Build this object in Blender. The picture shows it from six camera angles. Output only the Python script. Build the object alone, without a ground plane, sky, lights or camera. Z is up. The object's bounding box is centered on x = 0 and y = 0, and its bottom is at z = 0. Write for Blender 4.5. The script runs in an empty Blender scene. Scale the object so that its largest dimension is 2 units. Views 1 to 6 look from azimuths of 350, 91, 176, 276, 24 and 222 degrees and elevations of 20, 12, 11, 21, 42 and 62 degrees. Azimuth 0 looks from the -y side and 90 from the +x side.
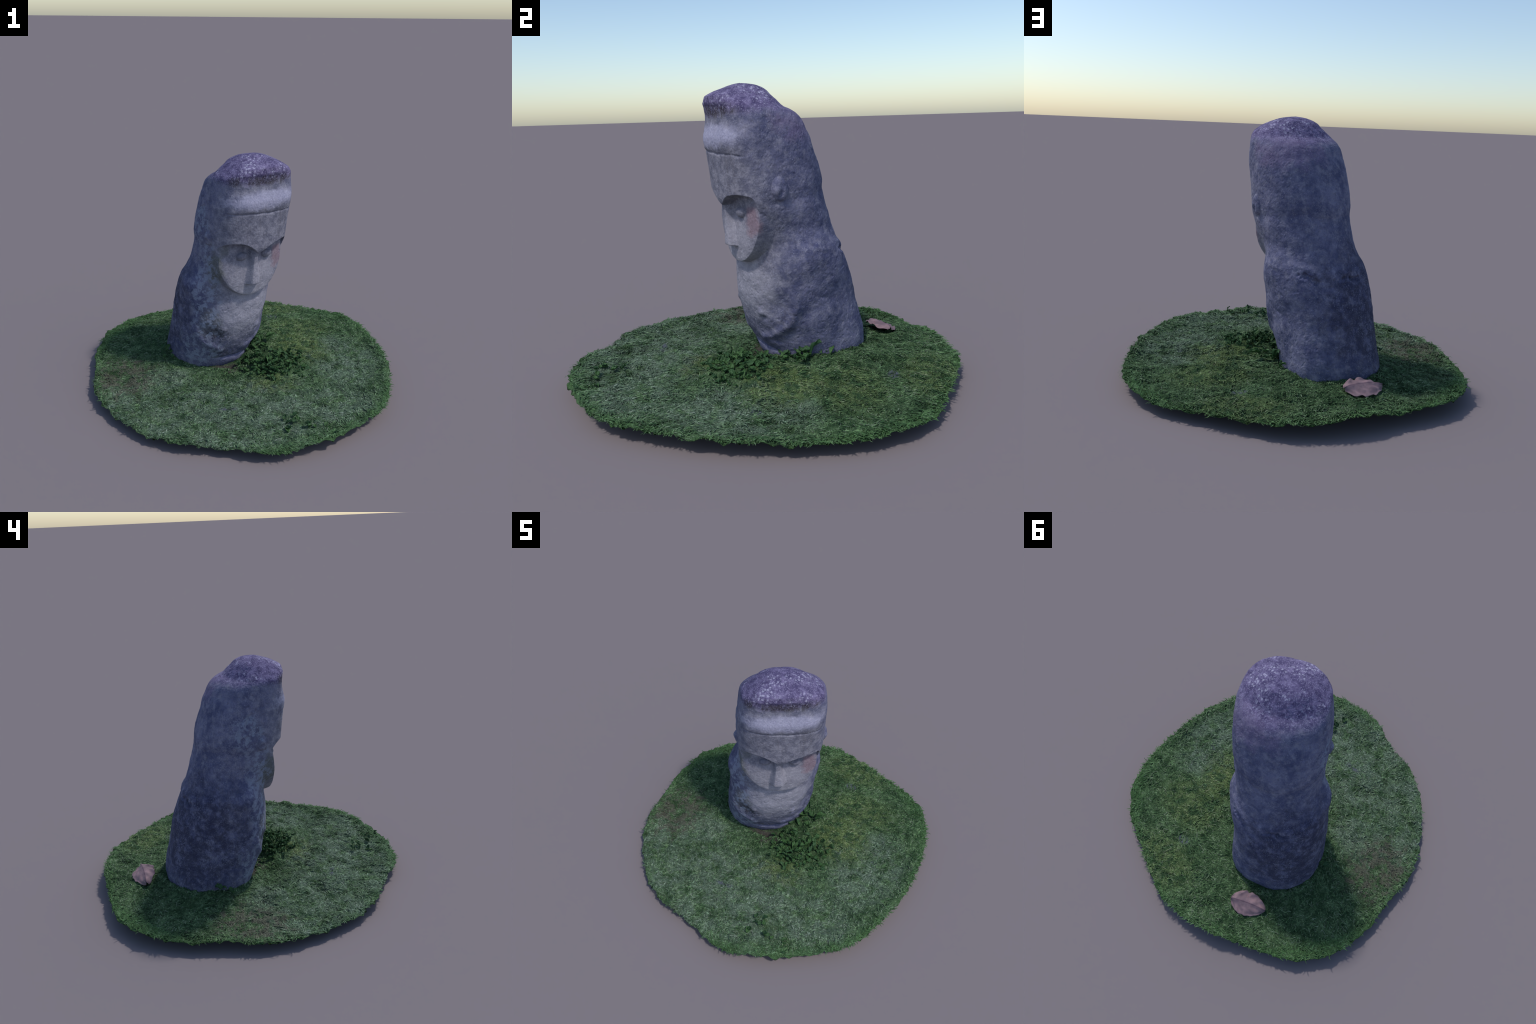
# A leaning megalith: a carved stone figure (helmet-like head with a disc-shaped
# face, low-relief arms on a pillar torso) standing in a round patch of turf,
# with a weedy clump at its foot and one fallen leaf.
import bpy, math, random
import numpy as np

random.seed(7)
rng = np.random.default_rng(7)
scene = bpy.context.scene

# ------------------------------------------------------------------ helpers
def sstep(a, b, x):
    t = np.clip((x - a) / (b - a), 0.0, 1.0)
    return t * t * (3 - 2 * t)


def lattice(ix, iy, iz, seed):
    h = (ix * 73856093) ^ (iy * 19349663) ^ (iz * 83492791) ^ (seed * 2654435761)
    h = (h ^ (h >> 13)) * 1274126177 & 0xFFFFFFFF
    h = (h ^ (h >> 16)) & 0xFFFFFF
    return h / float(0xFFFFFF) * 2 - 1


def noise(x, y, z, scale, seed=0):
    """smooth value noise in [-1, 1]"""
    # turned off the axes so that its lattice never lines up with the mesh
    x, y, z = ((0.36 * x + 0.48 * y - 0.80 * z) * scale, (-0.80 * x + 0.60 * y) * scale, (0.48 * x + 0.64 * y + 0.60 * z) * scale)
    ix, iy, iz = (np.floor(a).astype(np.int64) for a in (x, y, z))
    fx, fy, fz = x - ix, y - iy, z - iz
    fx, fy, fz = (f * f * f * (f * (f * 6 - 15) + 10) for f in (fx, fy, fz))
    out = 0
    for dx in (0, 1):
        for dy in (0, 1):
            for dz in (0, 1):
                wgt = (fx if dx else 1 - fx) * (fy if dy else 1 - fy) * (fz if dz else 1 - fz)
                out = out + wgt * lattice(ix + dx, iy + dy, iz + dz, seed)
    return out


def fbm(x, y, z, scale, octaves=3, seed=0, gain=0.5):
    out, amp = 0, 1.0
    for k in range(octaves):
        out = out + amp * noise(x, y, z, scale * 2.03 ** k, seed + k * 17)
        amp *= gain
    return out


def smooth_curve(xk, yk, x):
    """monotone cubic through control points"""
    xk, yk = np.asarray(xk, float), np.asarray(yk, float)
    h = np.diff(xk)
    d = np.diff(yk) / h
    m = np.zeros_like(yk)
    m[1:-1] = np.where(d[:-1] * d[1:] > 0, 2 * d[:-1] * d[1:] / (d[:-1] + d[1:] + 1e-12), 0)
    m[0], m[-1] = d[0], d[-1]
    i = np.clip(np.searchsorted(xk, x, side="right") - 1, 0, len(h) - 1)
    t = np.clip((x - xk[i]) / h[i], 0, 1)
    return ((2 * t**3 - 3 * t**2 + 1) * yk[i] + (t**3 - 2 * t**2 + t) * h[i] * m[i]
            + (3 * t**2 - 2 * t**3) * yk[i + 1] + (t**3 - t**2) * h[i] * m[i + 1])


def polyline_distance(P, pts):
    best = np.full(P.shape[:-1], 9.0)
    along = np.zeros(P.shape[:-1])
    pts = np.asarray(pts, float)
    for k in range(len(pts) - 1):
        a, b = pts[k], pts[k + 1]
        ab = b - a
        t = np.clip(((P - a) @ ab) / (ab @ ab), 0, 1)
        d = np.linalg.norm(P - (a + t[..., None] * ab), axis=-1)
        closer = d < best
        along = np.where(closer, (k + t) / (len(pts) - 1), along)
        best = np.minimum(best, d)
    return best, along


def mesh_from(name, verts, faces):
    """faces: (n, 3) or (n, 4) int array"""
    me = bpy.data.meshes.new(name)
    faces = np.asarray(faces, np.int32)
    n, k = faces.shape
    me.vertices.add(len(verts))
    me.vertices.foreach_set("co", np.asarray(verts, np.float32).ravel())
    me.loops.add(n * k)
    me.loops.foreach_set("vertex_index", faces.ravel())
    me.polygons.add(n)
    me.polygons.foreach_set("loop_start", np.arange(n, dtype=np.int32) * k)
    me.update(calc_edges=True)
    me.validate()
    me.polygons.foreach_set("use_smooth", np.ones(len(me.polygons), bool))
    me.update()
    return me


def place(name, me, parent=None):
    ob = bpy.data.objects.new(name, me)
    scene.collection.objects.link(ob)
    if parent is not None:
        ob.parent = parent
    return ob


# ------------------------------------------------------------------ node helpers
class Nodes:
    def __init__(self, name):
        self.mat = bpy.data.materials.new(name)
        self.mat.use_nodes = True
        self.nt = self.mat.node_tree
        self.bsdf = self.nt.nodes["Principled BSDF"]
        self.coord = self.nt.nodes.new("ShaderNodeTexCoord").outputs["Object"]

    def new(self, kind, **inputs):
        n = self.nt.nodes.new(kind)
        for k, v in inputs.items():
            self.put(n.inputs[k.replace("_", " ")], v)
        return n

    def put(self, sock, v):
        if isinstance(v, bpy.types.NodeSocket):
            self.nt.links.new(v, sock)
        elif v is not None:
            if hasattr(sock.default_value, "__len__") and not isinstance(v, (int, float)) and len(sock.default_value) == 4 and len(v) == 3:
                v = (*v, 1.0)
            sock.default_value = v

    def math(self, op, a, b=None, c=None, clamp=False):
        n = self.nt.nodes.new("ShaderNodeMath")
        n.operation = op
        n.use_clamp = clamp
        for s, v in zip(n.inputs, (a, b, c)):
            self.put(s, v)
        return n.outputs[0]

    def noise(self, scale, detail=3.0, rough=0.55, vec=None, distort=0.0):
        n = self.new("ShaderNodeTexNoise", Scale=scale, Detail=detail, Roughness=rough, Distortion=distort)
        self.put(n.inputs["Vector"], vec or self.coord)
        return n.outputs["Fac"]

    def voronoi(self, scale, vec=None, feature="F1", out="Distance", rand=1.0):
        n = self.new("ShaderNodeTexVoronoi", Scale=scale, Randomness=rand)
        n.feature = feature
        self.put(n.inputs["Vector"], vec or self.coord)
        return n.outputs[out]

    def range(self, x, a, b, lo=0.0, hi=1.0):
        n = self.new("ShaderNodeMapRange")
        n.interpolation_type = "SMOOTHSTEP"
        for s, v in zip(n.inputs, (x, a, b, lo, hi)):
            self.put(s, v)
        return n.outputs[0]

    def mix(self, fac, a, b, mode="MIX"):
        n = self.nt.nodes.new("ShaderNodeMix")
        n.data_type = "RGBA"
        n.blend_type = mode
        self.put(n.inputs["Factor"], fac)
        self.put(n.inputs["A"], a)
        self.put(n.inputs["B"], b)
        return n.outputs["Result"]

    def stretch(self, scale):
        n = self.nt.nodes.new("ShaderNodeMapping")
        n.inputs["Scale"].default_value = scale
        self.put(n.inputs["Vector"], self.coord)
        return n.outputs[0]

    def blob(self, centre, size, wobble=None, amount=0.6):
        """1 inside an ellipsoid patch, fading to 0, border broken up by a noise"""
        n = self.nt.nodes.new("ShaderNodeVectorMath")
        n.operation = "SUBTRACT"
        self.put(n.inputs[0], self.coord)
        n.inputs[1].default_value = centre
        m = self.nt.nodes.new("ShaderNodeVectorMath")
        m.operation = "DIVIDE"
        self.put(m.inputs[0], n.outputs[0])
        m.inputs[1].default_value = size if hasattr(size, "__len__") else (size,) * 3
        l = self.nt.nodes.new("ShaderNodeVectorMath")
        l.operation = "LENGTH"
        self.put(l.inputs[0], m.outputs[0])
        d = l.outputs["Value"]
        if wobble is not None:
            d = self.math("ADD", d, self.math("MULTIPLY", self.math("SUBTRACT", wobble, 0.5), amount * 2))
        return self.range(d, 1.15, 0.55)

    def axis(self, which):
        n = self.nt.nodes.new("ShaderNodeSeparateXYZ")
        self.put(n.inputs[0], self.coord)
        return n.outputs[which]

    def bump(self, height, strength, dist, normal=None):
        n = self.new("ShaderNodeBump", Strength=strength, Distance=dist, Height=height)
        if normal is not None:
            self.put(n.inputs["Normal"], normal)
        return n.outputs[0]

    def finish(self, colour, rough=0.9, normal=None, spec=0.2):
        self.put(self.bsdf.inputs["Base Color"], colour)
        self.put(self.bsdf.inputs["Roughness"], rough)
        self.put(self.bsdf.inputs["Specular IOR Level"], spec)
        if normal is not None:
            self.put(self.bsdf.inputs["Normal"], normal)
        return self.mat


# ------------------------------------------------------------------ the figure's own axes
FACING = math.radians(26.0)                   # the face looks 26 degrees east of -y
RIGHT = np.array([math.cos(FACING), math.sin(FACING)])
FRONT = np.array([math.sin(FACING), -math.cos(FACING)])


def world(u, w, z):
    """u: across the figure, w: towards its front, z: up"""
    return (u * RIGHT[0] + w * FRONT[0], u * RIGHT[1] + w * FRONT[1], z)


# ------------------------------------------------------------------ stone: cross-sections
# z, left edge, right edge, front, back, squareness of the front half, of the back half
SECTIONS = np.array([
    (0.00, -0.350, 0.195, -0.070, -0.580, 2.2, 2.15),
    (0.10, -0.350, 0.196, -0.032, -0.578, 2.2, 2.15),
    (0.20, -0.346, 0.205, 0.016, -0.560, 2.2, 2.15),
    (0.30, -0.339, 0.220, 0.057, -0.536, 2.25, 2.15),
    (0.40, -0.330, 0.232, 0.080, -0.513, 2.3, 2.15),
    (0.50, -0.325, 0.244, 0.088, -0.483, 2.35, 2.15),
    (0.56, -0.324, 0.252, 0.085, -0.458, 2.4, 2.15),
    (0.60, -0.322, 0.254, 0.082, -0.440, 2.4, 2.15),
    (0.65, -0.312, 0.245, 0.078, -0.418, 2.5, 2.12),
    (0.70, -0.285, 0.227, 0.092, -0.394, 2.6, 2.10),
    (0.75, -0.266, 0.223, 0.118, -0.374, 2.8, 2.10),
    (0.80, -0.259, 0.234, 0.142, -0.355, 2.85, 2.10),
    (0.86, -0.262, 0.247, 0.186, -0.333, 2.85, 2.10),
    (0.92, -0.266, 0.253, 0.209, -0.320, 2.85, 2.12),
    (0.98, -0.268, 0.255, 0.214, -0.306, 2.9, 2.12),
    (1.05, -0.266, 0.256, 0.221, -0.287, 3.0, 2.15),
    (1.12, -0.262, 0.259, 0.228, -0.261, 3.1, 2.20),
    (1.155, -0.259, 0.260, 0.238, -0.248, 3.1, 2.22),
    (1.19, -0.254, 0.260, 0.243, -0.233, 3.1, 2.25),
    (1.23, -0.249, 0.260, 0.236, -0.211, 3.1, 2.2),
    (1.28, -0.241, 0.256, 0.228, -0.182, 3.1, 2.15),
    (1.30, -0.238, 0.252, 0.228, -0.162, 3.1, 2.1),
    (1.32, -0.231, 0.244, 0.231, -0.126, 3.1, 2.1),
    (1.332, -0.225, 0.237, 0.233, -0.096, 3.1, 2.1),
    (1.36, -0.198, 0.212, 0.243, -0.070, 3.0, 2.2),
    (1.385, -0.166, 0.174, 0.241, -0.048, 2.9, 2.3),
    (1.405, -0.139, 0.142, 0.211, -0.028, 2.7, 2.60),
    (1.420, -0.114, 0.114, 0.172, -0.011, 2.5, 2.50),
    (1.434, -0.082, 0.074, 0.132, 0.020, 2.4, 2.4),
    (1.442, -0.046, 0.022, 0.102, 0.060, 2.2, 2.2),
    (1.4445, -0.014, -0.012, 0.083, 0.081, 2.0, 2.0),
])


def sections(knots, z):
    return [smooth_curve(knots[:, 0], knots[:, k], z) for k in range(1, 7)]


def outline(sec, phi):
    uL, uR, wF, wB, pF, pB = (s[:, None] for s in sec)
    cu, a = (uL + uR) / 2, (uR - uL) / 2
    cw, b = (wF + wB) / 2, (wF - wB) / 2
    s, c = np.sin(phi)[None, :], np.cos(phi)[None, :]
    p = np.where(c >= 0, pF, pB)
    r = (np.abs(s / a) ** p + np.abs(c / b) ** p) ** (-1 / p)
    return cu + r * s, cw + r * c, s + 0 * r, c + 0 * r


# rows follow the arc length of the silhouette so that the dome is as fine as the flanks
zs = np.linspace(0, 1.4445, 6000)
hs = sections(SECTIONS, zs)
path = np.concatenate([[0], np.cumsum(np.sqrt(np.diff(zs) ** 2 + 0.5 * (np.diff(hs[1]) ** 2 + np.diff(hs[0]) ** 2 + np.diff(hs[3]) ** 2)))])
ROWS, COLS = 760, 820
zr = np.interp(np.linspace(0, path[-1], ROWS), path, zs)
phi = np.linspace(0, 2 * np.pi, COLS, endpoint=False)
# columns crowd a little on the carved front
phi = phi - 0.32 * np.sin(phi)

uh, wh, su, cw_ = outline(sections(SECTIONS, zr), phi)
Z = np.repeat(zr[:, None], COLS, 1)

# --- the face: a shallow disc, sunk under the brow, standing proud of the neck at the chin
uc = uh + 0.015
brow_z = smooth_curve([-0.30, -0.245, -0.225, -0.19, -0.155, -0.12, -0.08, -0.05, -0.022, 0.0, 0.035, 0.095, 0.154, 0.20, 0.225, 0.30],
                      [0.86, 0.918, 0.944, 0.954, 0.953, 0.943, 0.921, 0.897, 0.876, 0.884, 0.903, 0.927, 0.934, 0.928, 0.905, 0.86], np.clip(uh, -0.3, 0.3))
below_brow = sstep(-0.002, 0.006, brow_z - Z)
e = np.sqrt((uc / 0.2275) ** 2 + (np.minimum(Z - 0.84, 0) / 0.254) ** 2)
arc = sstep(-0.0035, 0.0045, (1 - e) * 0.23) * (wh > 0.0)
plate = smooth_curve([0.55, 0.585, 0.62, 0.70, 0.80, 0.86, 0.93], [0.118, 0.123, 0.129, 0.138, 0.142, 0.143, 0.144], np.clip(Z, 0.55, 0.93))
plate = plate - 0.80 * uc ** 2 - 0.002 * sstep(0.92, 1.0, e)
forehead = wh.copy()

# nose: widening wedge hanging from the brow
nu = uh + 0.028
half = np.interp(Z, [0.67, 0.70, 0.80, 0.87], [0.052, 0.050, 0.033, 0.024])
rise = np.interp(Z, [0.672, 0.69, 0.78, 0.85, 0.88], [0.038, 0.038, 0.032, 0.036, 0.046])
nose_m = (1 - sstep(half * 0.35, half * 1.15, np.abs(nu))) * sstep(0.666, 0.676, Z) * (wh > 0.04)
plate = plate + rise * nose_m
# eyes: small almonds under the brow, in soft hollows
for cu_ in (-0.085, 0.045):
    plate = plate - 0.008 * np.exp(-((uh - cu_) / 0.05) ** 2 - ((Z - 0.835) / 0.04) ** 2) * (1 - nose_m)
eye_m = []
for cu_, cz_ in ((-0.104, 0.856), (0.076, 0.846)):
    d2 = ((uh - cu_) / 0.036) ** 2 + ((Z - cz_) / (0.024 + 0.004 * (Z < cz_))) ** 2
    m = np.clip(1 - d2, 0, 1) * (wh > 0.03)
    eye_m.append(m)
    plate = plate + 0.027 * np.sqrt(m)
# mouth: slight dent right under the nose
plate = plate - 0.004 * np.exp(-((uh + 0.028) / 0.045) ** 2 - ((Z - 0.655) / 0.012) ** 2)
face_mask = arc * below_brow
plate = plate + (np.minimum(plate, forehead - 0.003) - plate) * sstep(0.86, 0.90, Z)
wh = wh + (plate - wh) * face_mask

# --- brow band: crease below it
crease_z = 1.126 - 0.050 * uh + 0.004 * noise(uh, wh, Z, 18, 5)
crease_m = np.exp(-((Z - crease_z) / 0.0055) ** 2) * sstep(0.235, 0.19, np.abs(uh + 0.005)) * (wh > 0.1)
wh = wh - 0.009 * crease_m * (0.6 + 0.4 * noise(uh, wh, Z, 25, 6))

U, W = uh, wh

# --- ears: knobs on the flanks, undercut below
ear_m = []
for side, cwv, czv, aw, az, hh in ((1, 0.012, 0.958, 0.042, 0.062, 0.024), (-1, 0.026, 0.968, 0.032, 0.050, 0.022)):
    dz = Z - czv
    d2 = ((W - cwv - 0.10 * dz) / aw) ** 2 + (dz / np.where(dz > 0, az, az * 0.9)) ** 2
    m = np.clip(1 - d2, 0, 1) * ((U * side) > 0.1)
    ear_m.append(m)
    lift = hh * m ** (0.6 + 0.5 * sstep(-0.03, 0.04, dz)) * (1 + 0.25 * noise(U, W, Z, 38, 77)) * (1 - 0.35 * np.exp(-((W - cwv) / 0.014) ** 2 - ((dz + 0.012) / 0.02) ** 2))
    U = U + side * lift
    below = np.exp(-((W - cwv) / 0.04) ** 2 - ((dz + az * 1.05) / 0.016) ** 2) * ((U * side) > 0.1)
    U = U - side * 0.006 * below

P = np.stack([U, W, Z], -1)
out_u, out_w = su, cw_


def push(amount):
    global U, W, P
    U = U + out_u * amount
    W = W + out_w * amount
    P = np.stack([U, W, Z], -1)


# --- arms in low relief, elbows bent, hands meeting under the belly
ARM_RIGHT = [(0.209, -0.027, 0.488), (0.218, -0.068, 0.427), (0.210, -0.085, 0.365), (0.187, -0.072, 0.293), (0.147, -0.041, 0.242), (0.080, -0.009, 0.198), (0.01, 0.005, 0.172)]
ARM_LEFT = [(-0.301, -0.082, 0.442), (-0.294, -0.068, 0.348), (-0.276, -0.044, 0.287), (-0.237, -0.014, 0.244), (-0.179, 0.005, 0.201)]
arm_m = []
for k, line in enumerate((ARM_RIGHT, ARM_LEFT)):
    d, t = polyline_distance(P, line)
    m = np.exp(-(d / 0.026) ** 2) * sstep(0.0, 0.35, t)
    arm_m.append(m)
    push((0.015, 0.010)[k] * m)
# smooth hollows inside the crook of the arms
for c, s, a in (((0.172, -0.018, 0.365), 0.060, -0.014), ((-0.255, -0.01, 0.36), 0.055, -0.008), ((0.225, -0.135, 0.33), 0.05, -0.009)):
    push(a * np.exp(-(np.linalg.norm(P - c, axis=-1) / s) ** 2))
# fingers: short knuckles at the end of the right arm
for k in range(4):
    c = np.array([0.100 - 0.018 * k, -0.030 + 0.005 * k, 0.152 - 0.016 * (k % 2) + 0.004 * k])
    push(0.008 * np.exp(-(np.linalg.norm((P - c) / [0.024, 0.03, 0.011], axis=-1)) ** 2))
# chest knobs and navel
for c, s, a in (((0.070, 0.046, 0.328), 0.020, 0.012), ((-0.180, 0.050, 0.361), 0.019, 0.010), ((-0.066, 0.039, 0.207), 0.015, 0.006),
                ((0.082, 0.036, 0.300), 0.016, -0.008), ((-0.205, 0.03, 0.325), 0.03, -0.006)):
    push(a * np.exp(-(np.linalg.norm(P - c, axis=-1) / s) ** 2))
# shoulders: soft rounded tops each side
for c, s, a in (((0.24, -0.16, 0.645), 0.08, 0.016), ((-0.31, -0.11, 0.635), 0.08, 0.022),
                ((-0.25, 0.05, 0.78), 0.09, 0.014), ((-0.33, -0.17, 0.14), 0.17, 0.012), ((-0.31, -0.06, 0.36), 0.12, 0.018),
                ((0.21, -0.33, 0.42), 0.10, -0.012), ((-0.28, -0.50, 0.20), 0.14, -0.010), ((0.15, -0.47, 0.17), 0.13, 0.028)):
    push(a * np.exp(-(np.linalg.norm(P - c, axis=-1) / s) ** 2))
# scratches on the right flank
d, t = polyline_distance(P, [(0.239, -0.209, 0.411), (0.235, -0.265, 0.397), (0.226, -0.315, 0.398)])
push(-0.009 * np.exp(-(d / 0.009) ** 2))
# lip at the foot: a horizontal fold in front
lip_z = 0.118 + 0.10 * np.clip(-U - 0.05, -0.1, 0.2) + 0.006 * noise(U, W, Z, 20, 3)
front_foot = sstep(-0.14, -0.02, W)
push(-0.013 * np.exp(-((Z - lip_z) / 0.011) ** 2) * front_foot * sstep(0.17, 0.06, np.abs(U + 0.07)))
push(0.010 * np.exp(-((Z - lip_z + 0.04) / 0.028) ** 2) * front_foot * sstep(0.16, 0.05, np.abs(U + 0.05)))

# --- weathering of the back: a broken crack with pits
d, t = polyline_distance(P, [(0.265, -0.22, 0.69), (0.235, -0.30, 0.675), (0.16, -0.38, 0.635), (0.10, -0.43, 0.60), (-0.01, -0.455, 0.625), (-0.10, -0.44, 0.612), (-0.15, -0.42, 0.60)])
rag = 0.5 + 0.5 * noise(U, W, Z, 45, 11)
push(-0.034 * np.exp(-((d + 0.012 * noise(U, W, Z, 40, 8)) / 0.013) ** 2) * rag)
push(0.006 * np.exp(-((d - 0.035) / 0.018) ** 2) * sstep(0.60, 0.66, Z))
for k in range(60):
    t = rng.uniform(0, 1)
    c = np.array([0.25 - 0.36 * t, -0.27 - 0.19 * math.sin(t * 2.2), 0.68 - 0.07 * math.sin(t * 2.4) + rng.uniform(-0.035, 0.02)])
    push(-rng.uniform(0.007, 0.016) * np.exp(-(np.linalg.norm(P - c, axis=-1) / rng.uniform(0.006, 0.011)) ** 2))
# chip at the back of the left ear, faint groove where skull meets neck
d, t = polyline_distance(P, [(-0.258, -0.03, 1.15), (-0.262, -0.062, 1.10), (-0.265, -0.075, 1.05)])
push(-0.007 * np.exp(-(d / 0.010) ** 2))
d, t = polyline_distance(P, [(-0.262, -0.085, 1.09), (-0.262, -0.09, 1.03)])
push(0.006 * np.exp(-(d / 0.020) ** 2))
nape = sstep(0.02, -0.06, W)
push(-0.005 * np.exp(-((Z - 0.915 - 0.02 * noise(U, W, Z, 7, 2)) / 0.030) ** 2) * nape)
push(0.004 * np.exp(-((Z - 1.02) / 0.08) ** 2) * nape)

# --- overall tooling and erosion
carved = sstep(0.08, 0.14, W) * sstep(0.57, 0.6, Z)          # the carved face is smoother
push(0.0035 * fbm(U, W, Z, 9, 2, 21) * (1 - 0.6 * carved))
push(0.0013 * fbm(U, W, Z, 30, 2, 31) * (1 - 0.55 * carved))
push(0.0006 * fbm(U, W, Z, 110, 2, 41))
pits = noise(U, W, Z, 70, 51)
push(-0.0014 * sstep(0.5, 0.8, pits) * (1 - 0.5 * carved))
# cap grain is lumpier
push(0.0016 * noise(U, W, Z, 60, 61) * sstep(1.30, 1.36, Z))

X = U * RIGHT[0] + W * FRONT[0]
Y = U * RIGHT[1] + W * FRONT[1]
V = np.stack([X, Y, Z], -1).reshape(-1, 3)
i = np.arange(ROWS - 1)[:, None]
j = np.arange(COLS)[None, :]
jn = (j + 1) % COLS
F = np.stack([i * COLS + j, i * COLS + jn, (i + 1) * COLS + jn, (i + 1) * COLS + j], -1).reshape(-1, 4)
# close top and bottom with a small fan of quads collapsed on centre vertices
top, bottom = len(V), len(V) + 1
V = np.vstack([V, V[(ROWS - 1) * COLS:].mean(0) + [0, 0, 0.0006], [V[:COLS, 0].mean(), V[:COLS, 1].mean(), 0.0]])
jj = np.arange(COLS)
fan_top = np.stack([(ROWS - 1) * COLS + jj, (ROWS - 1) * COLS + (jj + 1) % COLS, np.full(COLS, top)], -1)
fan_bot = np.stack([(jj + 1) % COLS, jj, np.full(COLS, bottom)], -1)

# triangles everywhere keep one face type
tris = np.vstack([F[:, [0, 1, 2]], F[:, [0, 2, 3]], fan_top, fan_bot])
whole = mesh_from("whole_stone", V, tris)
N = np.zeros(len(V) * 3, np.float32)
whole.vertices.foreach_get("normal", N)
N = N.reshape(-1, 3)
if (N[COLS * 300] * np.array([*(V[COLS * 300, :2] - V[COLS * 300:COLS * 301, :2].mean(0)), 0])).sum() < 0:
    tris = tris[:, ::-1]
    N = -N
bpy.data.meshes.remove(whole)

# region of every vertex -> parts
region = np.full((ROWS, COLS), 0)                                  # torso
on_head = (Z > 0.93) | (arc > 0.5)
region[on_head] = 1                                               # head
region[(Z > 0.70) & (Z <= 0.93) & ~on_head] = 2                   # neck
region[face_mask > 0.5] = 3         # face
region[(nose_m > 0.5) & (face_mask > 0.5)] = 4
for m in eye_m:
    region[m > 0.05] = 5
region[(Z > 1.325 + 0.01 * np.sin(U * 8))] = 6                    # cap
for k, m in enumerate(ear_m):
    region[m > 0.05] = 7 + k
for k, m in enumerate(arm_m):
    region[(m > 0.5) & (region == 0)] = 9 + k
reg = np.append(region.ravel(), [6, 0])
face_reg = np.max(reg[tris], axis=1)
eye_split = (V[tris].mean(1)[:, :2] @ RIGHT) > -0.02


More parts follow.
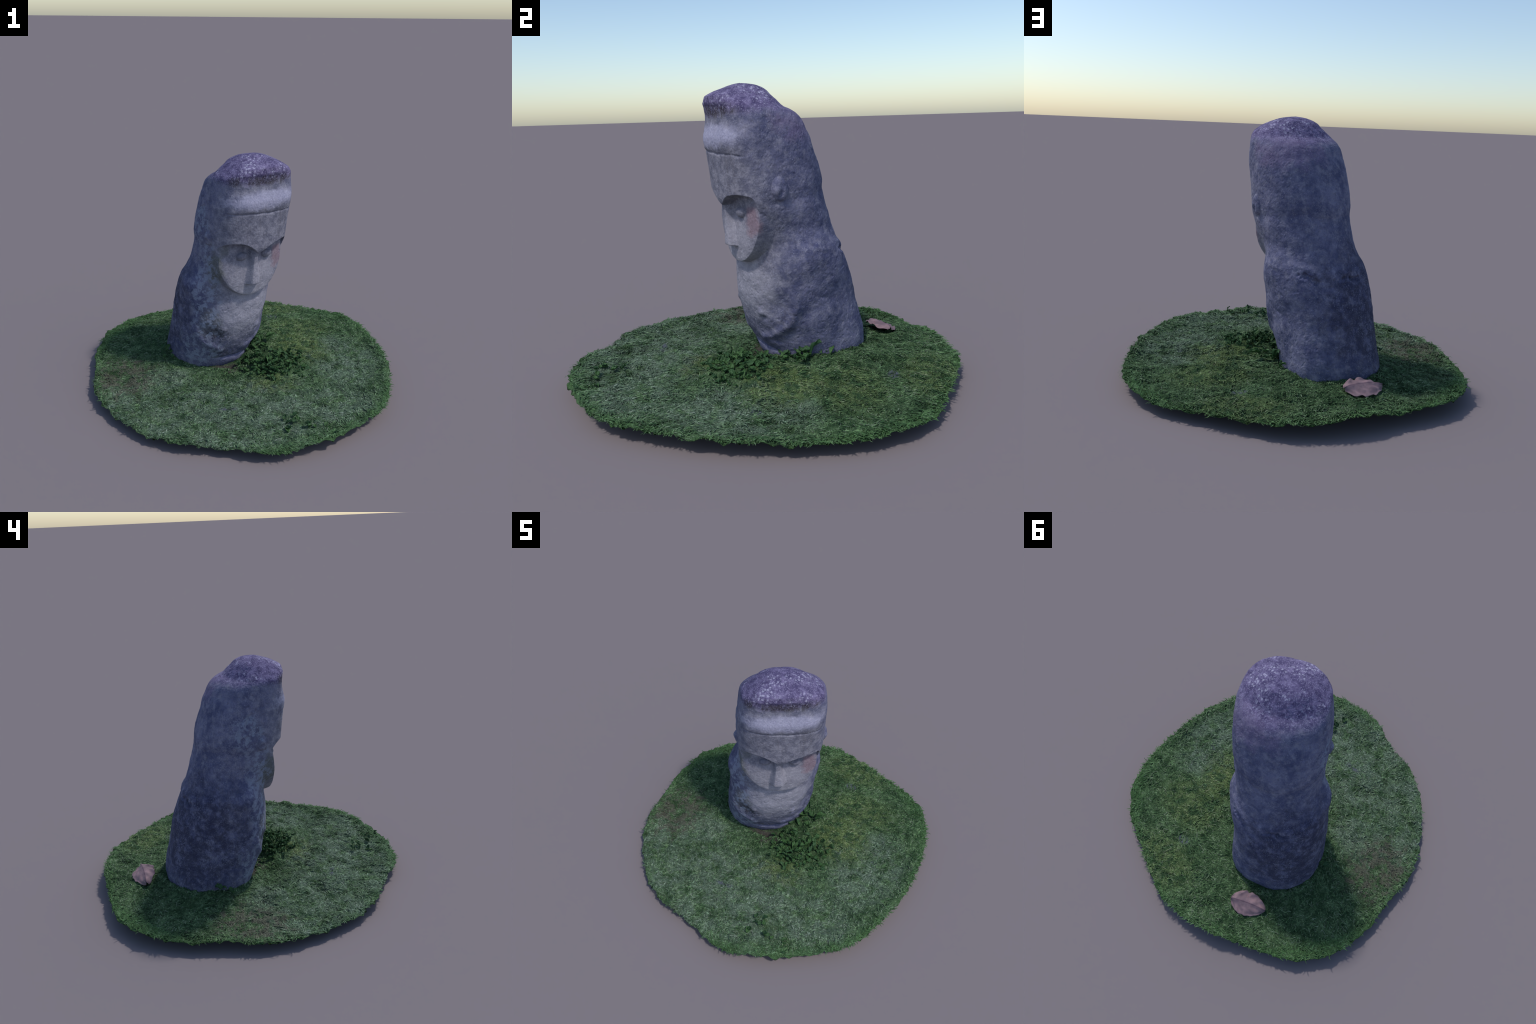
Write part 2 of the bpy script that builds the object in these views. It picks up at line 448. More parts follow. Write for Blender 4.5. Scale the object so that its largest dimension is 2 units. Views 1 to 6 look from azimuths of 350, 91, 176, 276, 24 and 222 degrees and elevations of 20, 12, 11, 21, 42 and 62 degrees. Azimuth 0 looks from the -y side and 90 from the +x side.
# ------------------------------------------------------------------ stone material
def stone_material():
    n = Nodes("weathered_stone")
    p = lambda u, w, z: tuple(float(v) for v in world(u, w, z))
    big = n.noise(8.0, 7, 0.72)
    mid = n.noise(26.0, 6, 0.7)
    fine = n.noise(140.0, 4, 0.65)
    wob = n.noise(14.0, 4, 0.65)
    z = n.axis(2)
    c = n.mix(n.range(big, 0.35, 0.68), (0.076, 0.083, 0.160), (0.172, 0.174, 0.272))
    c = n.mix(n.range(mid, 0.42, 0.72, 0, 0.55), c, (0.310, 0.300, 0.365))
    c = n.mix(n.range(n.noise(34, 8, 0.78), 0.52, 0.66, 0, 0.45), c, (0.078, 0.077, 0.118))
    # the carved front is paler and greyer
    front = n.blob(p(-0.02, 0.20, 0.78), (0.36, 0.36, 0.72), wob, 0.25)
    grey = n.mix(n.range(mid, 0.36, 0.68), (0.168, 0.166, 0.200), (0.330, 0.320, 0.365))
    c = n.mix(n.math("MULTIPLY", front, 0.72), c, grey)
    # rain streaks down the forehead
    streak = n.noise(1.0, 3, 0.5, n.stretch((38, 38, 3.5)))
    sm = n.math("MULTIPLY", n.range(streak, 0.52, 0.70), n.blob(p(-0.02, 0.21, 1.06), (0.26, 0.26, 0.22), wob))
    c = n.mix(n.math("MULTIPLY", sm, 0.45), c, (0.105, 0.100, 0.125))
    # paler roll of the brow band, paler chest and lower face
    c = n.mix(n.math("MULTIPLY", n.blob(p(-0.01, 0.23, 1.205), (0.26, 0.26, 0.06), wob, 0.5), 0.62), c, (0.450, 0.442, 0.590))
    c = n.mix(n.math("MULTIPLY", n.blob(p(-0.02, 0.10, 0.47), (0.24, 0.24, 0.17), wob), 0.50), c, (0.405, 0.392, 0.458))
    c = n.mix(n.math("MULTIPLY", n.blob(p(-0.02, 0.15, 0.70), (0.21, 0.21, 0.16), wob, 0.4), 0.55), c, (0.395, 0.378, 0.428))
    # olive algae beside the left cheek and over the left belly
    for q, s, k in ((p(-0.25, 0.06, 0.76), (0.07, 0.07, 0.13), 0.6), (p(-0.25, 0.0, 0.40), (0.09, 0.09, 0.12), 0.45), (p(-0.22, 0.13, 0.90), (0.05, 0.05, 0.05), 0.4)):
        c = n.mix(n.math("MULTIPLY", n.blob(q, s, wob, 0.8), k), c, (0.105, 0.115, 0.085))
    # iron blush on the right cheek
    c = n.mix(n.math("MULTIPLY", n.blob(p(0.165, 0.115, 0.80), (0.055, 0.055, 0.085), wob, 0.7), 0.55), c, (0.260, 0.155, 0.180))
    # black crust on the belly and at the foot
    for q, s, k in ((p(-0.215, 0.02, 0.33), (0.085, 0.085, 0.075), 0.8), (p(-0.16, 0.02, 0.17), (0.12, 0.10, 0.06), 0.65), (p(0.21, -0.06, 0.26), (0.06, 0.08, 0.11), 0.45)):
        m = n.math("MULTIPLY", n.blob(q, s, wob, 0.9), n.range(n.noise(38, 5, 0.7), 0.40, 0.58))
        c = n.mix(n.math("MULTIPLY", m, k), c, (0.032, 0.030, 0.040))
    # dark violet-brown biofilm plus painted-in shade: ragged patches on left flank and back
    film_shade = n.blob(p(-0.20, -0.38, 0.40), (0.36, 0.38, 0.44), wob, 0.5)
    film_shade_m = n.math("MULTIPLY", film_shade, n.range(n.noise(15, 9, 0.78), 0.36, 0.56))
    c = n.mix(n.math("MULTIPLY", film_shade_m, 0.82), c, (0.036, 0.036, 0.066))
    # violet crust of the cap, running a little down the nape
    capz = n.math("ADD", z, n.math("MULTIPLY", n.math("SUBTRACT", wob, 0.5), 0.10))
    cap = n.range(capz, 1.285, 1.345)
    capc = n.mix(n.range(mid, 0.38, 0.66), (0.074, 0.056, 0.138), (0.190, 0.155, 0.295))
    c = n.mix(n.math("MULTIPLY", cap, 0.85), c, capc)
    c = n.mix(n.math("MULTIPLY", n.blob(p(0.12, -0.10, 1.25), (0.2, 0.2, 0.1), wob, 0.8), 0.4), c, (0.225, 0.160, 0.280))
    # dark brown line under the rim of the cap
    rim_line = n.math("MULTIPLY", n.blob(p(-0.01, 0.225, 1.318), (0.26, 0.24, 0.034), wob, 0.8), n.range(n.noise(30, 4, 0.7, n.stretch((1, 1, 0.35))), 0.36, 0.58))
    c = n.mix(n.math("MULTIPLY", rim_line, 0.78), c, (0.052, 0.042, 0.050))
    # lichen: pale flecks of many sizes
    def flecks(scale, size, seed_shift, gate):
        v = n.nt.nodes.new("ShaderNodeMapping")
        n.put(v.inputs["Vector"], n.coord)
        v.inputs["Location"].default_value = (seed_shift, seed_shift * 1.7, seed_shift * 0.6)
        warp = n.nt.nodes.new("ShaderNodeVectorMath")
        warp.operation = "ADD"
        nz = n.new("ShaderNodeTexNoise", Scale=scale * 1.6, Detail=3.0)
        n.put(nz.inputs["Vector"], n.coord)
        sc = n.nt.nodes.new("ShaderNodeVectorMath")
        sc.operation = "SCALE"
        n.put(sc.inputs[0], nz.outputs["Color"])
        sc.inputs["Scale"].default_value = 0.9 / scale
        n.put(warp.inputs[0], v.outputs[0])
        n.put(warp.inputs[1], sc.outputs[0])
        d = n.voronoi(scale, warp.outputs[0])
        return n.math("MULTIPLY", n.range(d, size, size * 0.6), gate)
    wide = n.noise(9.0, 3, 0.6)
    capgate = n.math("MULTIPLY", n.range(capz, 1.31, 1.36), n.range(wide, 0.44, 0.58))
    fl = flecks(55, 0.42, 0.0, capgate)
    fl2 = flecks(120, 0.40, 3.0, n.range(capz, 1.27, 1.34))
    c = n.mix(n.math("MULTIPLY", fl, 0.85), c, (0.400, 0.385, 0.520))
    c = n.mix(n.math("MULTIPLY", fl2, 0.55), c, (0.330, 0.305, 0.450))
    # grey-blue lichen sheets on the left flank
    left1 = n.blob(p(-0.285, 0.00, 0.62), (0.11, 0.11, 0.42), wob, 0.55)
    left2 = n.blob(p(-0.30, -0.04, 0.20), (0.16, 0.16, 0.14), wob, 0.9)
    left3 = n.blob(p(-0.265, -0.06, 1.03), (0.10, 0.10, 0.13), wob, 0.9)
    lg = n.math("MAXIMUM", n.math("MAXIMUM", left1, left2), left3)
    patch = n.range(n.noise(26, 5, 0.7), 0.47, 0.55)
    c = n.mix(n.math("MULTIPLY", n.math("MULTIPLY", lg, patch), 0.85), c, (0.225, 0.255, 0.345))
    side_gate = n.blob(p(-0.30, -0.22, 0.55), (0.26, 0.40, 0.60))
    speck = n.math("MULTIPLY", n.range(n.noise(75, 4, 0.7), 0.60, 0.66), n.range(n.noise(12, 4, 0.7), 0.42, 0.60))
    c = n.mix(n.math("MULTIPLY", n.math("MULTIPLY", speck, side_gate), 0.80), c, (0.190, 0.205, 0.285))
    c = n.mix(n.math("MULTIPLY", flecks(110, 0.30, 11.0, n.range(wide, 0.40, 0.6)), 0.45), c, (0.330, 0.340, 0.420))
    # mineral grain
    c = n.mix(n.range(fine, 0.30, 0.75, 0.0, 0.5), n.mix(1.0, c, (0.80, 0.80, 0.82), "MULTIPLY"), n.mix(1.0, c, (1.30, 1.30, 1.28), "MULTIPLY"))
    h = n.math("ADD", n.math("MULTIPLY", fine, 0.6), n.noise(75, 5, 0.7))
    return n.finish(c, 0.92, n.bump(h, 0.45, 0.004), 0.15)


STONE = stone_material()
figure = place("carved_stone_figure", None)
figure["label"] = "leaning carved stone figure with a disc-shaped face and domed cap"
figure["category"] = "stone statue"


def stone_part(name, keep, parent):
    sub = tris[keep]
    ids, inv = np.unique(sub, return_inverse=True)
    me = mesh_from(name, V[ids], inv.reshape(-1, 3))
    me.normals_split_custom_set_from_vertices([tuple(v) for v in N[ids].astype(float)])
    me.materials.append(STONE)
    return place(name, me, parent)


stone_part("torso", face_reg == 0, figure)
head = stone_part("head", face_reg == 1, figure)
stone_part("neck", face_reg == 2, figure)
stone_part("face", face_reg == 3, head)
stone_part("nose", face_reg == 4, head)
stone_part("eye", (face_reg == 5) & ~eye_split, head)
stone_part("eye", (face_reg == 5) & eye_split, head)
stone_part("cap", face_reg == 6, head)
stone_part("ear", face_reg == 7, head)
stone_part("ear", face_reg == 8, head)
stone_part("arm", face_reg == 9, figure)
stone_part("arm", face_reg == 10, figure)

# ------------------------------------------------------------------ turf
RIM_R = [0.951, 0.983, 1.029, 1.018, 0.969, 0.973, 0.988, 0.967, 0.965, 1.027, 1.042, 0.990,
         0.950, 0.970, 0.955, 0.961, 0.949, 0.926, 0.987, 0.989, 0.979, 0.999, 0.962, 0.946]
RIM_Z = [0.077, 0.072, 0.073, 0.059, 0.065, 0.071, 0.082, 0.104, 0.080, 0.081, 0.078, 0.066,
         0.070, 0.060, 0.061, 0.059, 0.070, 0.059, 0.068, 0.081, 0.075, 0.075, 0.079, 0.080]


RIM_R = [0.988 * r for r in RIM_R]


def around(values, ang):
    n = len(values)
    v = np.asarray(values, float)
    k = (ang / (2 * np.pi) * n) % n
    i0 = np.floor(k).astype(int)
    f = k - i0
    p0, p1, p2, p3 = (v[(i0 + d) % n] for d in (-1, 0, 1, 2))
    return 0.5 * (2 * p1 + (p2 - p0) * f + (2 * p0 - 5 * p1 + 4 * p2 - p3) * f**2 + (3 * p1 - p0 - 3 * p2 + p3) * f**3)


LEVELS = [(-0.20, 0.53, 0.114), (-0.44, 0.40, 0.110), (-0.47, 0.24, 0.098), (-0.40, 0.04, 0.088), (-0.27, -0.06, 0.064), (-0.12, -0.07, 0.034), (-0.03, -0.04, 0.044),
          (0.05, 0.06, 0.090), (0.10, 0.20, 0.104), (0.05, 0.36, 0.102), (-0.05, 0.48, 0.108), (0.05, -0.22, 0.078), (0.06, -0.38, 0.076), (0.07, -0.56, 0.072), (0.46, 0.16, 0.086), (0.80, 0.10, 0.052), (-0.31, 0.64, 0.098), (0.305, 0.614, 0.078),
          (-0.74, -0.14, 0.048), (0.11, -0.74, 0.070), (0.35, -0.81, 0.060), (0.34, -0.19, 0.082), (0.20, -0.13, 0.110), (0.27, 0.12, 0.104), (0.25, 0.32, 0.094), (0.16, -0.04, 0.104),
          (0.60, 0.1, 0.062), (-0.15, -0.40, 0.060), (0.5, -0.4, 0.058), (-0.5, -0.5, 0.048), (-0.3, 0.3, 0.09), (-0.15, 0.15, 0.06), (-0.7, 0.3, 0.066), (0.6, 0.45, 0.062),
          (0.2, 0.78, 0.068), (-0.1, -0.75, 0.050), (0.8, -0.2, 0.060), (-0.55, 0.6, 0.072)]
for k in range(24):
    a = k / 24 * 2 * np.pi
    LEVELS.append((RIM_R[k] * math.cos(a), RIM_R[k] * math.sin(a), RIM_Z[k]))
LEVELS = np.array(LEVELS)


def turf_level(x, y):
    num = den = 0
    for lx, ly, lz in LEVELS:
        wgt = 1 / ((x - lx) ** 2 + (y - ly) ** 2 + 0.004) ** 1.6
        num = num + wgt * lz
        den = den + wgt
    return num / den


def turf_height(x, y):
    """top of the matted grass"""
    z = turf_level(x, y)
    z = z + 0.009 * fbm(x, y, 0 * x, 9, 2, 71) + 0.0075 * fbm(x, y, 0 * x, 26, 2, 81)
    return z


TR, TC = 330, 1000
ta = np.linspace(0, 2 * np.pi, TC, endpoint=False)
tr = np.linspace(0.02, 1, TR)
rim = around(RIM_R, ta)
cx, sx = np.cos(ta), np.sin(ta)
rim = rim + 0.010 * fbm(cx, sx, 0 * cx, 14, 3, 91, 0.65) + 0.006 * noise(cx, sx, 0 * cx, 70, 95)
RR = tr[:, None] * rim[None, :]
TX, TY = RR * cx, RR * sx
TZ = turf_height(TX, TY)
# tangled strand relief: warped, stretched ridges
wx = TX + 0.02 * noise(TX, TY, 0 * TX, 16, 101)
wy = TY + 0.02 * noise(TX, TY, 0 * TX, 16, 103)
ridge = 1 - np.abs(noise(wx * 1.7 + wy, wy - wx * 0.5, 0 * wx, 55, 105))
ridge2 = 1 - np.abs(noise(wx - wy * 0.8, wy * 1.8 + wx, 0 * wx, 60, 107))
TZ = TZ + 0.0075 * (ridge * ridge2 - 0.35) + 0.0028 * noise(TX, TY, 0 * TX, 130, 109)
# weedy mound right of the foot
mound = np.exp(-(((TX - 0.21) / 0.16) ** 2 + ((TY + 0.13) / 0.14) ** 2))
TZ = TZ + mound * (0.012 + 0.012 * noise(TX, TY, 0 * TX, 40, 111))
# the edge curls over a little
edge = sstep(0.955, 1.0, np.repeat(tr[:, None], TC, 1))
TZ = TZ - 0.004 * edge ** 2 + 0.010 * edge * noise(cx, sx, 0 * cx, 40, 115)[None, :]
top_v = np.stack([TX, TY, TZ], -1).reshape(-1, 3)
thick = 0.014 * (1 - edge) + 0.002
bot_v = np.stack([TX, TY, np.maximum(TZ - thick, 0.0)], -1)
# underside is coarse: every 6th row and 4th column
rows_b = np.unique(np.append(np.arange(0, TR, 6), TR - 1))
bot_v = bot_v[rows_b][:, ::4].reshape(-1, 3)
CB = TC // 4
i = np.arange(TR - 1)[:, None]
j = np.arange(TC)[None, :]
jn = (j + 1) % TC
tq = np.stack([i * TC + j, (i + 1) * TC + j, (i + 1) * TC + jn, i * TC + jn], -1).reshape(-1, 4)
off = len(top_v)
i = np.arange(len(rows_b) - 1)[:, None]
j = np.arange(CB)[None, :]
jn = (j + 1) % CB
bq = np.stack([off + i * CB + j, off + i * CB + jn, off + (i + 1) * CB + jn, off + (i + 1) * CB + j], -1).reshape(-1, 4)
last_t, last_b = (TR - 1) * TC, off + (len(rows_b) - 1) * CB
skirt = []
for k in range(TC):
    b0, b1 = last_b + (k // 4) % CB, last_b + ((k + 1) // 4) % CB
    skirt.append((last_t + k, b0, b0, last_t + (k + 1) % TC) if b0 == b1 else (last_t + k, b0, b1, last_t + (k + 1) % TC))
skirt = np.array(skirt)
stris = np.vstack([skirt[:, [0, 1, 3]], skirt[skirt[:, 1] != skirt[:, 2]][:, [1, 2, 3]]])
qt = np.vstack([tq[:, [0, 1, 2]], tq[:, [0, 2, 3]], bq[:, [0, 1, 2]], bq[:, [0, 2, 3]], stris])
turf_mesh = mesh_from("turf", np.vstack([top_v, bot_v]), qt)

DRY = (0.105, 0.150, 0.115)


def grass_colour(n, dark, light, dry, grain):
    patch = n.noise(3.2, 4, 0.6)
    mid = n.noise(17, 4, 0.65)
    c = n.mix(n.range(mid, 0.36, 0.68), dark, light)
    # faded bluish sward in front, as large soft patches
    front = n.math("MAXIMUM", n.blob((0.10, -0.62, 0.07), (0.75, 0.42, 0.5), patch, 0.7), n.blob((0.62, -0.15, 0.07), (0.32, 0.40, 0.5), patch, 0.7))
    front = n.math("MAXIMUM", front, n.blob((-0.55, -0.40, 0.07), (0.40, 0.40, 0.5), patch, 0.7))
    c = n.mix(n.math("MULTIPLY", n.math("MULTIPLY", front, n.range(n.noise(10, 4, 0.7), 0.34, 0.62)), 0.62), c, dry)
    # yellow-green moss
    for q, s, k in (((0.40, 0.08, 0.08), (0.24, 0.24, 0.5), 0.5), ((0.12, -0.32, 0.07), (0.20, 0.12, 0.5), 0.5), ((0.45, 0.40, 0.08), (0.30, 0.2, 0.5), 0.35), ((0.3, 0.8, 0.08), (0.3, 0.2, 0.5), 0.35)):
        c = n.mix(n.math("MULTIPLY", n.math("MULTIPLY", n.blob(q, s, mid, 0.8), n.range(mid, 0.38, 0.6)), k), c, (light[0] * 1.35, light[1] * 1.02, light[2] * 0.6))
    # dead straw to the left
    straw = n.math("MULTIPLY", n.blob((-0.76, -0.10, 0.06), (0.22, 0.24, 0.5), mid, 0.9), n.range(n.noise(24, 4, 0.7), 0.40, 0.58))
    c = n.mix(n.math("MULTIPLY", straw, 0.75), c, (0.135, 0.125, 0.100))
    # fresh growth along the cut edge
    r = n.nt.nodes.new("ShaderNodeVectorMath")
    r.operation = "LENGTH"
    flat = n.nt.nodes.new("ShaderNodeMapping")
    flat.inputs["Scale"].default_value = (1, 1, 0)
    n.put(flat.inputs["Vector"], n.coord)
    n.put(r.inputs[0], flat.outputs[0])
    rimf = n.range(n.math("ADD", r.outputs["Value"], n.math("MULTIPLY", patch, 0.14)), 0.97, 1.05)
    c = n.mix(n.math("MULTIPLY", rimf, 0.55), c, (0.075, 0.165, 0.055))
    # darker tufts
    c = n.mix(n.range(n.noise(13, 5, 0.75), 0.55, 0.68, 0.0, 0.50), c, (dark[0] * 0.75, dark[1] * 0.85, dark[2] * 0.8))
    c = n.mix(n.range(grain, 0.30, 0.72), n.mix(1.0, c, (0.50, 0.50, 0.52), "MULTIPLY"), n.mix(1.0, c, (1.25, 1.25, 1.25), "MULTIPLY"))
    return c


def turf_material():
    n = Nodes("matted_grass")
    warp = n.noise(40, 3, 0.6)
    g = n.noise(95, 4, 0.7, distort=1.6)
    c = grass_colour(n, (0.038, 0.080, 0.034), (0.112, 0.188, 0.088), (0.188, 0.250, 0.188), g)
    # grey litter
    for q, s in (((0.305, 0.614, 0.09), (0.05, 0.03, 0.1)), ((-0.16, -0.55, 0.07), (0.06, 0.018, 0.1)), ((0.66, -0.02, 0.08), (0.03, 0.03, 0.1))):
        c = n.mix(n.math("MULTIPLY", n.blob(q, s, warp, 0.5), 0.8), c, (0.11, 0.12, 0.16))
    # bare earth at the foot of the stone
    c = n.mix(n.math("MULTIPLY", n.blob((-0.10, -0.06, 0.04), (0.12, 0.07, 0.1), warp, 0.8), 0.8), c, (0.075, 0.055, 0.060))
    return n.finish(c, 0.95, n.bump(g, 0.8, 0.012), 0.1)


def blade_material(name, dark, light, dry):
    n = Nodes(name)
    g = n.noise(70, 2, 0.6)
    return n.finish(grass_colour(n, dark, light, dry, g), 0.8, None, 0.15)


patch_root = place("grass_patch", None)
patch_root["label"] = "round patch of matted green turf with ragged edge"
patch_root["category"] = "grass patch"
turf_mesh.materials.append(turf_material())
place("turf", turf_mesh, patch_root)

BLADES = [blade_material("grass_blade_deep", (0.026, 0.062, 0.025), (0.066, 0.128, 0.054), (0.105, 0.155, 0.108)),
          blade_material("grass_blade_fresh", (0.064, 0.128, 0.052), (0.145, 0.240, 0.110), (0.218, 0.298, 0.215)),
          blade_material("grass_blade_faded", (0.110, 0.158, 0.092), (0.180, 0.245, 0.152), (0.280, 0.342, 0.280))]


def stone_free(x, y, grow=0.0):
    """True outside the foot of the stone"""
    u, w = x * RIGHT[0] + y * RIGHT[1], x * FRONT[0] + y * FRONT[1]
    return (np.abs((u + 0.072) / (0.272 + grow)) ** 2 + np.abs((w + 0.300) / (0.31 + grow)) ** 2) > 1


def blades(count, length, width, lean, seed, pick=None):
    """curved, matted blades: a tapering strip of 3 segments each, with a folded midrib"""
    g = np.random.default_rng(seed)
    a = g.uniform(0, 2 * np.pi, count)
    r = np.sqrt(g.uniform(0, 1, count)) * 0.995
    R = around(RIM_R, a)
    x, y = r * R * np.cos(a), r * R * np.sin(a)
    ok = stone_free(x, y)
    if pick is not None:
        ok &= pick(x, y, g)
    x, y, a, r = x[ok], y[ok], a[ok], r[ok]
    n = len(x)
    # combed into swirls by a flow noise
    swirl = 2.6 * fbm(x, y, 0 * x, 6, 2, seed + 5) + g.normal(0, 0.9, n)
    L = length * g.uniform(0.55, 1.35, n)
    wd = width * g.uniform(0.7, 1.3, n)
    tilt = lean * g.uniform(0.2, 1.5, n)
    bend = g.normal(0, 0.7, n)
    base = np.stack([x, y, turf_height(x, y) - 0.001], -1)
    pts, ang = [base], swirl
    rise = tilt.copy()
    segs = 3
    for s in range(segs):
        stepv = np.stack([np.cos(ang) * np.cos(rise), np.sin(ang) * np.cos(rise), np.sin(rise)], -1) * (L / segs)[:, None]
        pts.append(pts[-1] + stepv)
        ang = ang + bend * 0.6
        rise = rise - tilt * 0.75
    verts, faces = [], []
    prof = (0.8, 1.0, 0.75)
    rows = []
    for s in range(segs):
        side = np.stack([-np.sin(swirl + bend * 0.6 * s), np.cos(swirl + bend * 0.6 * s), np.full(n, 0.25)], -1) * (wd * prof[s] / 2)[:, None]
        rows += [pts[s] - side, pts[s] + side]
    rows.append(pts[-1])
    Vb = np.stack(rows, 1)                                    # n, 7, 3
    b = np.arange(n)[:, None] * 7
    t = np.concatenate([b + np.array([[0, 1, 3]]), b + np.array([[0, 3, 2]]), b + np.array([[2, 3, 5]]), b + np.array([[2, 5, 4]]), b + np.array([[4, 5, 6]])], 0)
    mats = np.tile(g.choice(3, n, p=(0.40, 0.44, 0.16)), 5)
    return Vb.reshape(-1, 3), t, mats


def edge_tufts(count, seed):
    g = np.random.default_rng(seed)
    return lambda x, y, gg: np.hypot(x, y) > 0.93 * around(RIM_R, np.arctan2(y, x))


parts = [blades(52000, 0.030, 0.0042, 0.35, 201),
         blades(26000, 0.034, 0.0050, 0.45, 202, edge_tufts(0, 0)),
         blades(9000, 0.038, 0.0055, 0.85, 203, lambda x, y, g: np.exp(-(((x - 0.20) / 0.24) ** 2 + ((y + 0.16) / 0.20) ** 2)) > g.uniform(0, 1, len(x)))]
parts.append(blades(60000, 0.024, 0.0045, 0.9, 204, lambda x, y, g: ~stone_free(x, y, 0.030)))
vv, tt, mm, o = [], [], [], 0
for v, t, m in parts:
    vv.append(v)
    tt.append(t + o)
    mm.append(m)
    o += len(v)
sward = mesh_from("grass_blades", np.vstack(vv), np.vstack(tt))
sward.polygons.foreach_set("material_index", np.concatenate(mm).astype(np.int32))
for m in BLADES:
    sward.materials.append(m)
ob = place("grass_blades", sward, patch_root)
ob["kind"] = "stuff"


# ------------------------------------------------------------------ broad-leaved weeds
def leaf_grid(length, width, outline_f, relief_f, nu=14, nv=10):
    """leaf blade with thickness; grows along +x from its stalk"""
    s = np.linspace(0, 1, nu)
    t = np.linspace(-1, 1, nv)
    S, T = np.meshgrid(s, t, indexing="ij")
    hw = outline_f(S, T) * width / 2
    x, y = S * length, T * hw
    z = relief_f(S, T)
    topv = np.stack([x, y, z], -1).reshape(-1, 3)
    botv = topv - [0, 0, length * 0.02]
    i, j = np.meshgrid(np.arange(nu - 1), np.arange(nv - 1), indexing="ij")
    q = np.stack([i * nv + j, (i + 1) * nv + j, (i + 1) * nv + j + 1, i * nv + j + 1], -1).reshape(-1, 4)
    o = nu * nv
    ring = [*(i_ * nv for i_ in range(nu)), *((nu - 1) * nv + j_ for j_ in range(1, nv)), *((i_ * nv + nv - 1) for i_ in range(nu - 2, -1, -1)), *(j_ for j_ in range(nv - 2, 0, -1))]
    ring = np.array(ring)
    nx = np.roll(ring, -1)
    sk = np.stack([ring, ring + o, nx + o, nx], -1)
    return np.vstack([topv, botv]), np.vstack([q, q[:, ::-1] + o, sk])


def leaf_mat(name, base, vein):
    n = Nodes(name)
    r = n.nt.nodes.new("ShaderNodeObjectInfo").outputs["Random"]
    c = n.mix(n.noise(60, 3, 0.6), tuple(v * 0.75 for v in base), base)
    c = n.mix(r, n.mix(1.0, c, (0.65, 0.70, 0.75), "MULTIPLY"), n.mix(1.0, c, (1.35, 1.25, 1.05), "MULTIPLY"))
    y = n.math("ABSOLUTE", n.axis(1))
    c = n.mix(n.range(y, 0.0022, 0.0006, 0.0, 0.6), c, vein)
    m = n.finish(c, 0.6, None, 0.3)
    tl = n.nt.nodes.new("ShaderNodeBsdfTranslucent")
    n.put(tl.inputs["Color"], c)
    mx = n.nt.nodes.new("ShaderNodeMixShader")
    mx.inputs[0].default_value = 0.15
    n.put(mx.inputs[1], n.bsdf.outputs[0])
    n.put(mx.inputs[2], tl.outputs[0])
    n.put(n.nt.nodes["Material Output"].inputs["Surface"], mx.outputs[0])
    return m


WEED = leaf_mat("weed_leaf_green", (0.050, 0.125, 0.046), (0.085, 0.170, 0.075))
round_o = lambda S, T: np.sqrt(np.clip(1 - (2 * np.clip(S, 0.004, 0.996) - 1) ** 2, 0, 1)) * (1 - 0.25 * S) * (1 + 0.10 * np.cos(S * 22))
lance_o = lambda S, T: np.sin(np.pi * np.clip(S, 0.02, 0.985) ** 0.75) * (1 + 0.12 * np.cos(S * 30))
shapes = []
for k, (ln, wd, f, curl) in enumerate(((0.052, 0.040, round_o, 0.010), (0.060, 0.032, lance_o, 0.016), (0.044, 0.034, round_o, -0.006))):
    rel = lambda S, T, c=curl: c * np.sin(S * 2.6) + 0.010 * T * T - 0.004 * np.cos(T * 6 + S * 9)
    v, f_ = leaf_grid(ln, wd, f, rel)
    me = mesh_from("weed_leaf", v, f_)
    me.materials.append(WEED)
    shapes.append(me)


def add_weed(x, y, z, yaw, pitch, roll, scale, shape):
    ob = place("weed_leaf", shapes[shape], patch_root)
    ob.location = (x, y, z)
    ob.rotation_euler = (roll, pitch, yaw)
    ob.scale = (scale,) * 3


g = np.random.default_rng(303)
made = 0
while made < 240:                                             # the clump right of the foot
    x, y = g.normal(0.19, 0.105), g.normal(-0.120, 0.085)
    u_, w_ = x * RIGHT[0] + y * RIGHT[1], x * FRONT[0] + y * FRONT[1]
    if not stone_free(np.array(x), np.array(y), 0.0) or math.hypot(x - 0.19, y + 0.12) > 0.24:
        continue
    h = float(turf_height(np.array(x), np.array(y)))
    core = math.exp(-(((x - 0.19) / 0.13) ** 2 + ((y + 0.11) / 0.11) ** 2))
    add_weed(x, y, h + 0.004 + core * g.uniform(0.0, 0.040), g.uniform(0, 6.28), g.uniform(-0.75, 0.15), g.normal(0, 0.5), g.uniform(0.38, 0.80), int(g.integers(0, 3)))
    made += 1
# sprigs: left of the stone, right of the stone, near the front edge
for cx_, cy_, n_, hi, sc in ((-0.485, 0.085, 6, 0.060, 0.95), (0.135, 0.205, 9, 0.050, 1.35), (0.10, 0.10, 6, 0.03, 0.95), (0.125, -0.735, 6, 0.022, 0.9), (0.225, -0.79, 5, 0.045, 0.8), (0.36, -0.80, 3, 0.015, 0.7), (0.08, 0.33, 4, 0.02, 0.8)):
    for k in range(n_):
        x, y = cx_ + g.normal(0, 0.026), cy_ + g.normal(0, 0.026)
        h = float(turf_height(np.array(x), np.array(y)))
        add_weed(x, y, h + g.uniform(0.2, 1.0) * hi, g.uniform(0, 6.28), g.uniform(-0.6, 0.2), g.normal(0, 0.4), sc * g.uniform(0.7, 1.0), int(g.integers(0, 3)))

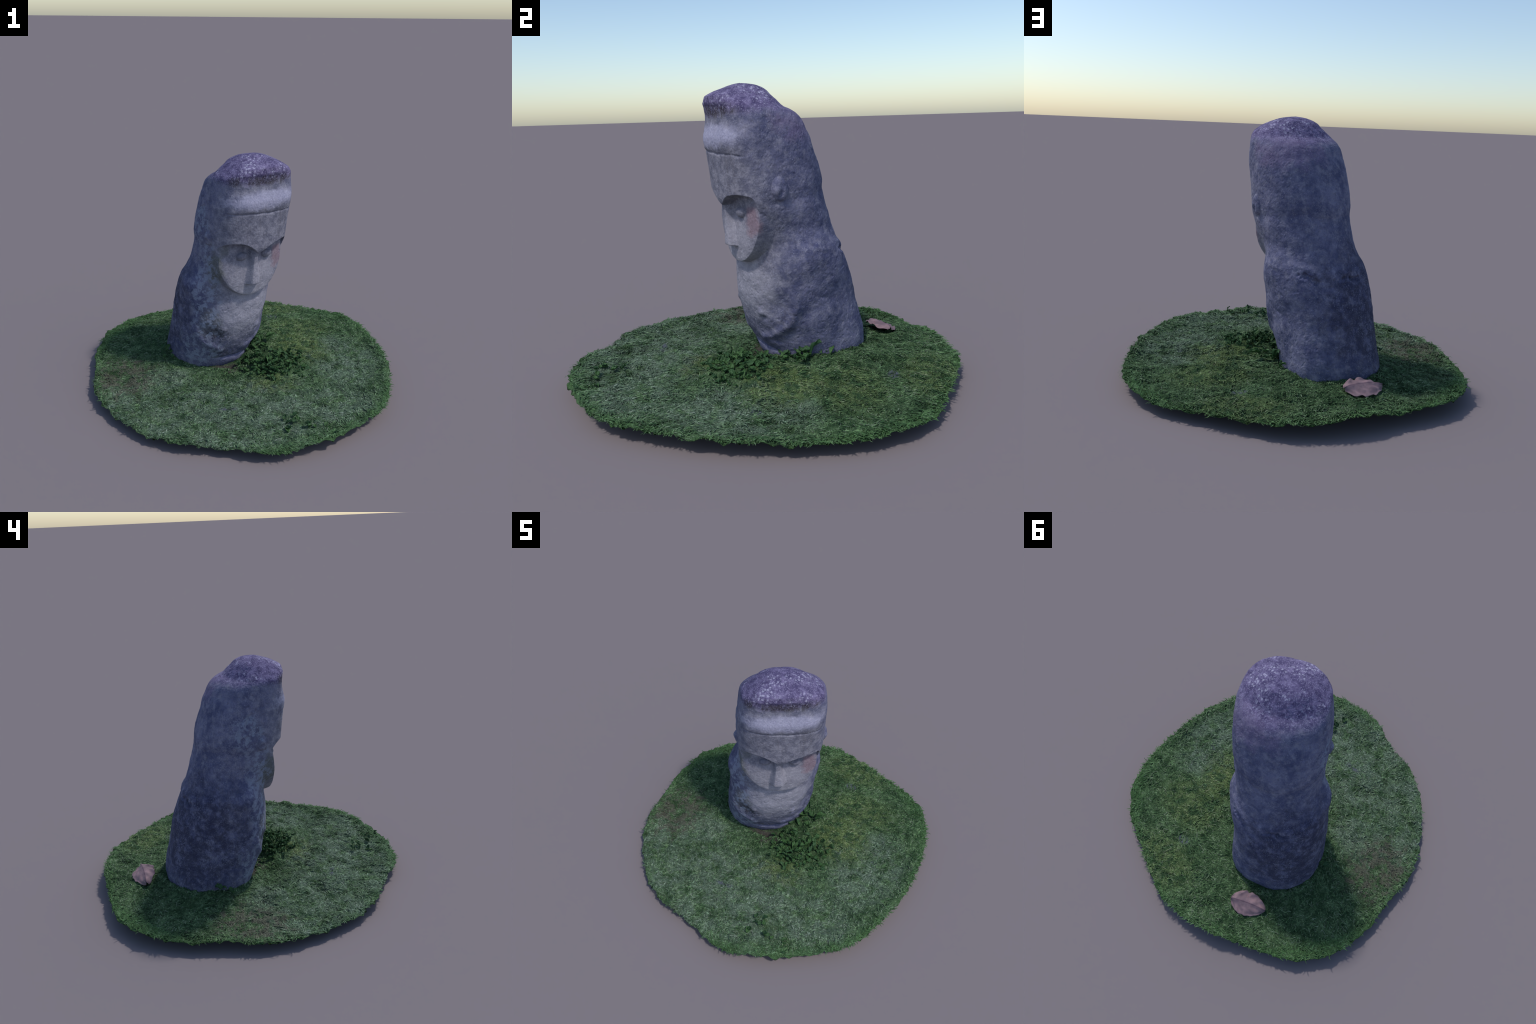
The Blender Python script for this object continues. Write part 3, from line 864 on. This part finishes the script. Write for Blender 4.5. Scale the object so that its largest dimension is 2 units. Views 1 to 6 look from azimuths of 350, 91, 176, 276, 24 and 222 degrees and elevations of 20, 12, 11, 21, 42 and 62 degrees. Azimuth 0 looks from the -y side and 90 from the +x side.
# ------------------------------------------------------------------ fallen leaf
def fallen_leaf():
    n = Nodes("dead_leaf_brown")
    c = n.mix(n.range(n.noise(18, 4, 0.6), 0.35, 0.7), (0.165, 0.112, 0.130), (0.265, 0.175, 0.192))
    c = n.mix(n.range(n.noise(55, 4, 0.7), 0.60, 0.72), c, (0.19, 0.085, 0.105))
    y = n.math("ABSOLUTE", n.math("ADD", n.axis(1), n.math("MULTIPLY", n.math("SINE", n.math("MULTIPLY", n.axis(0), 14.0)), -0.006)))
    c = n.mix(n.range(y, 0.0055, 0.0015, 0.0, 0.75), c, (0.090, 0.055, 0.080))
    for q in ((0.10, 0.035, 0.0), (0.055, 0.045, 0.0)):
        c = n.mix(n.blob(q, (0.008, 0.006, 0.05)), c, (0.055, 0.025, 0.035))
    mat = n.finish(c, 0.75, n.bump(n.noise(70, 4, 0.6), 0.3, 0.003), 0.25)
    L, Wd = 0.225, 0.150

    def out(S, T):
        body = np.sin(np.pi * np.clip(S, 0.01, 0.99) ** 0.85) ** 0.62
        teeth = 1 + 0.035 * noise(S, 0 * T, 0 * S, 9, 4) + 0.018 * np.sin(S * 40) - 0.12 * np.exp(-((S - 0.42) / 0.05) ** 2) * (T > 0)
        return body * teeth

    def rel(S, T):
        fold = 0.016 * np.abs(T) * (T < 0) * -1.2 - 0.020 * np.abs(T) ** 1.5 * (T > 0)
        ribs = 0.0052 * np.sin(S * 24 - np.abs(T) * 5 + 1.2 * noise(S, T, 0 * S, 2, 9)) * np.abs(T) ** 0.7 + 0.006 * noise(S, T, 0 * S, 2.3, 19)
        return 0.045 + fold + ribs + 0.016 * np.sin(S * 3.0) - 0.012 * S
    v, f = leaf_grid(L, Wd, out, rel, 70, 44)
    top_n = 70 * 44
    v[top_n:, 2] = v[:top_n, 2] - 0.0018
    me = mesh_from("fallen_leaf", v, f)
    me.materials.append(mat)
    ob = place("fallen_leaf", me)
    ob.location = (-0.206, 0.676, 0.098)
    ob.rotation_euler = (0.30, 0.02, math.radians(202))
    ob["label"] = "dry curled brown-pink fallen leaf with dark midrib"
    ob["category"] = "dead leaf"


fallen_leaf()
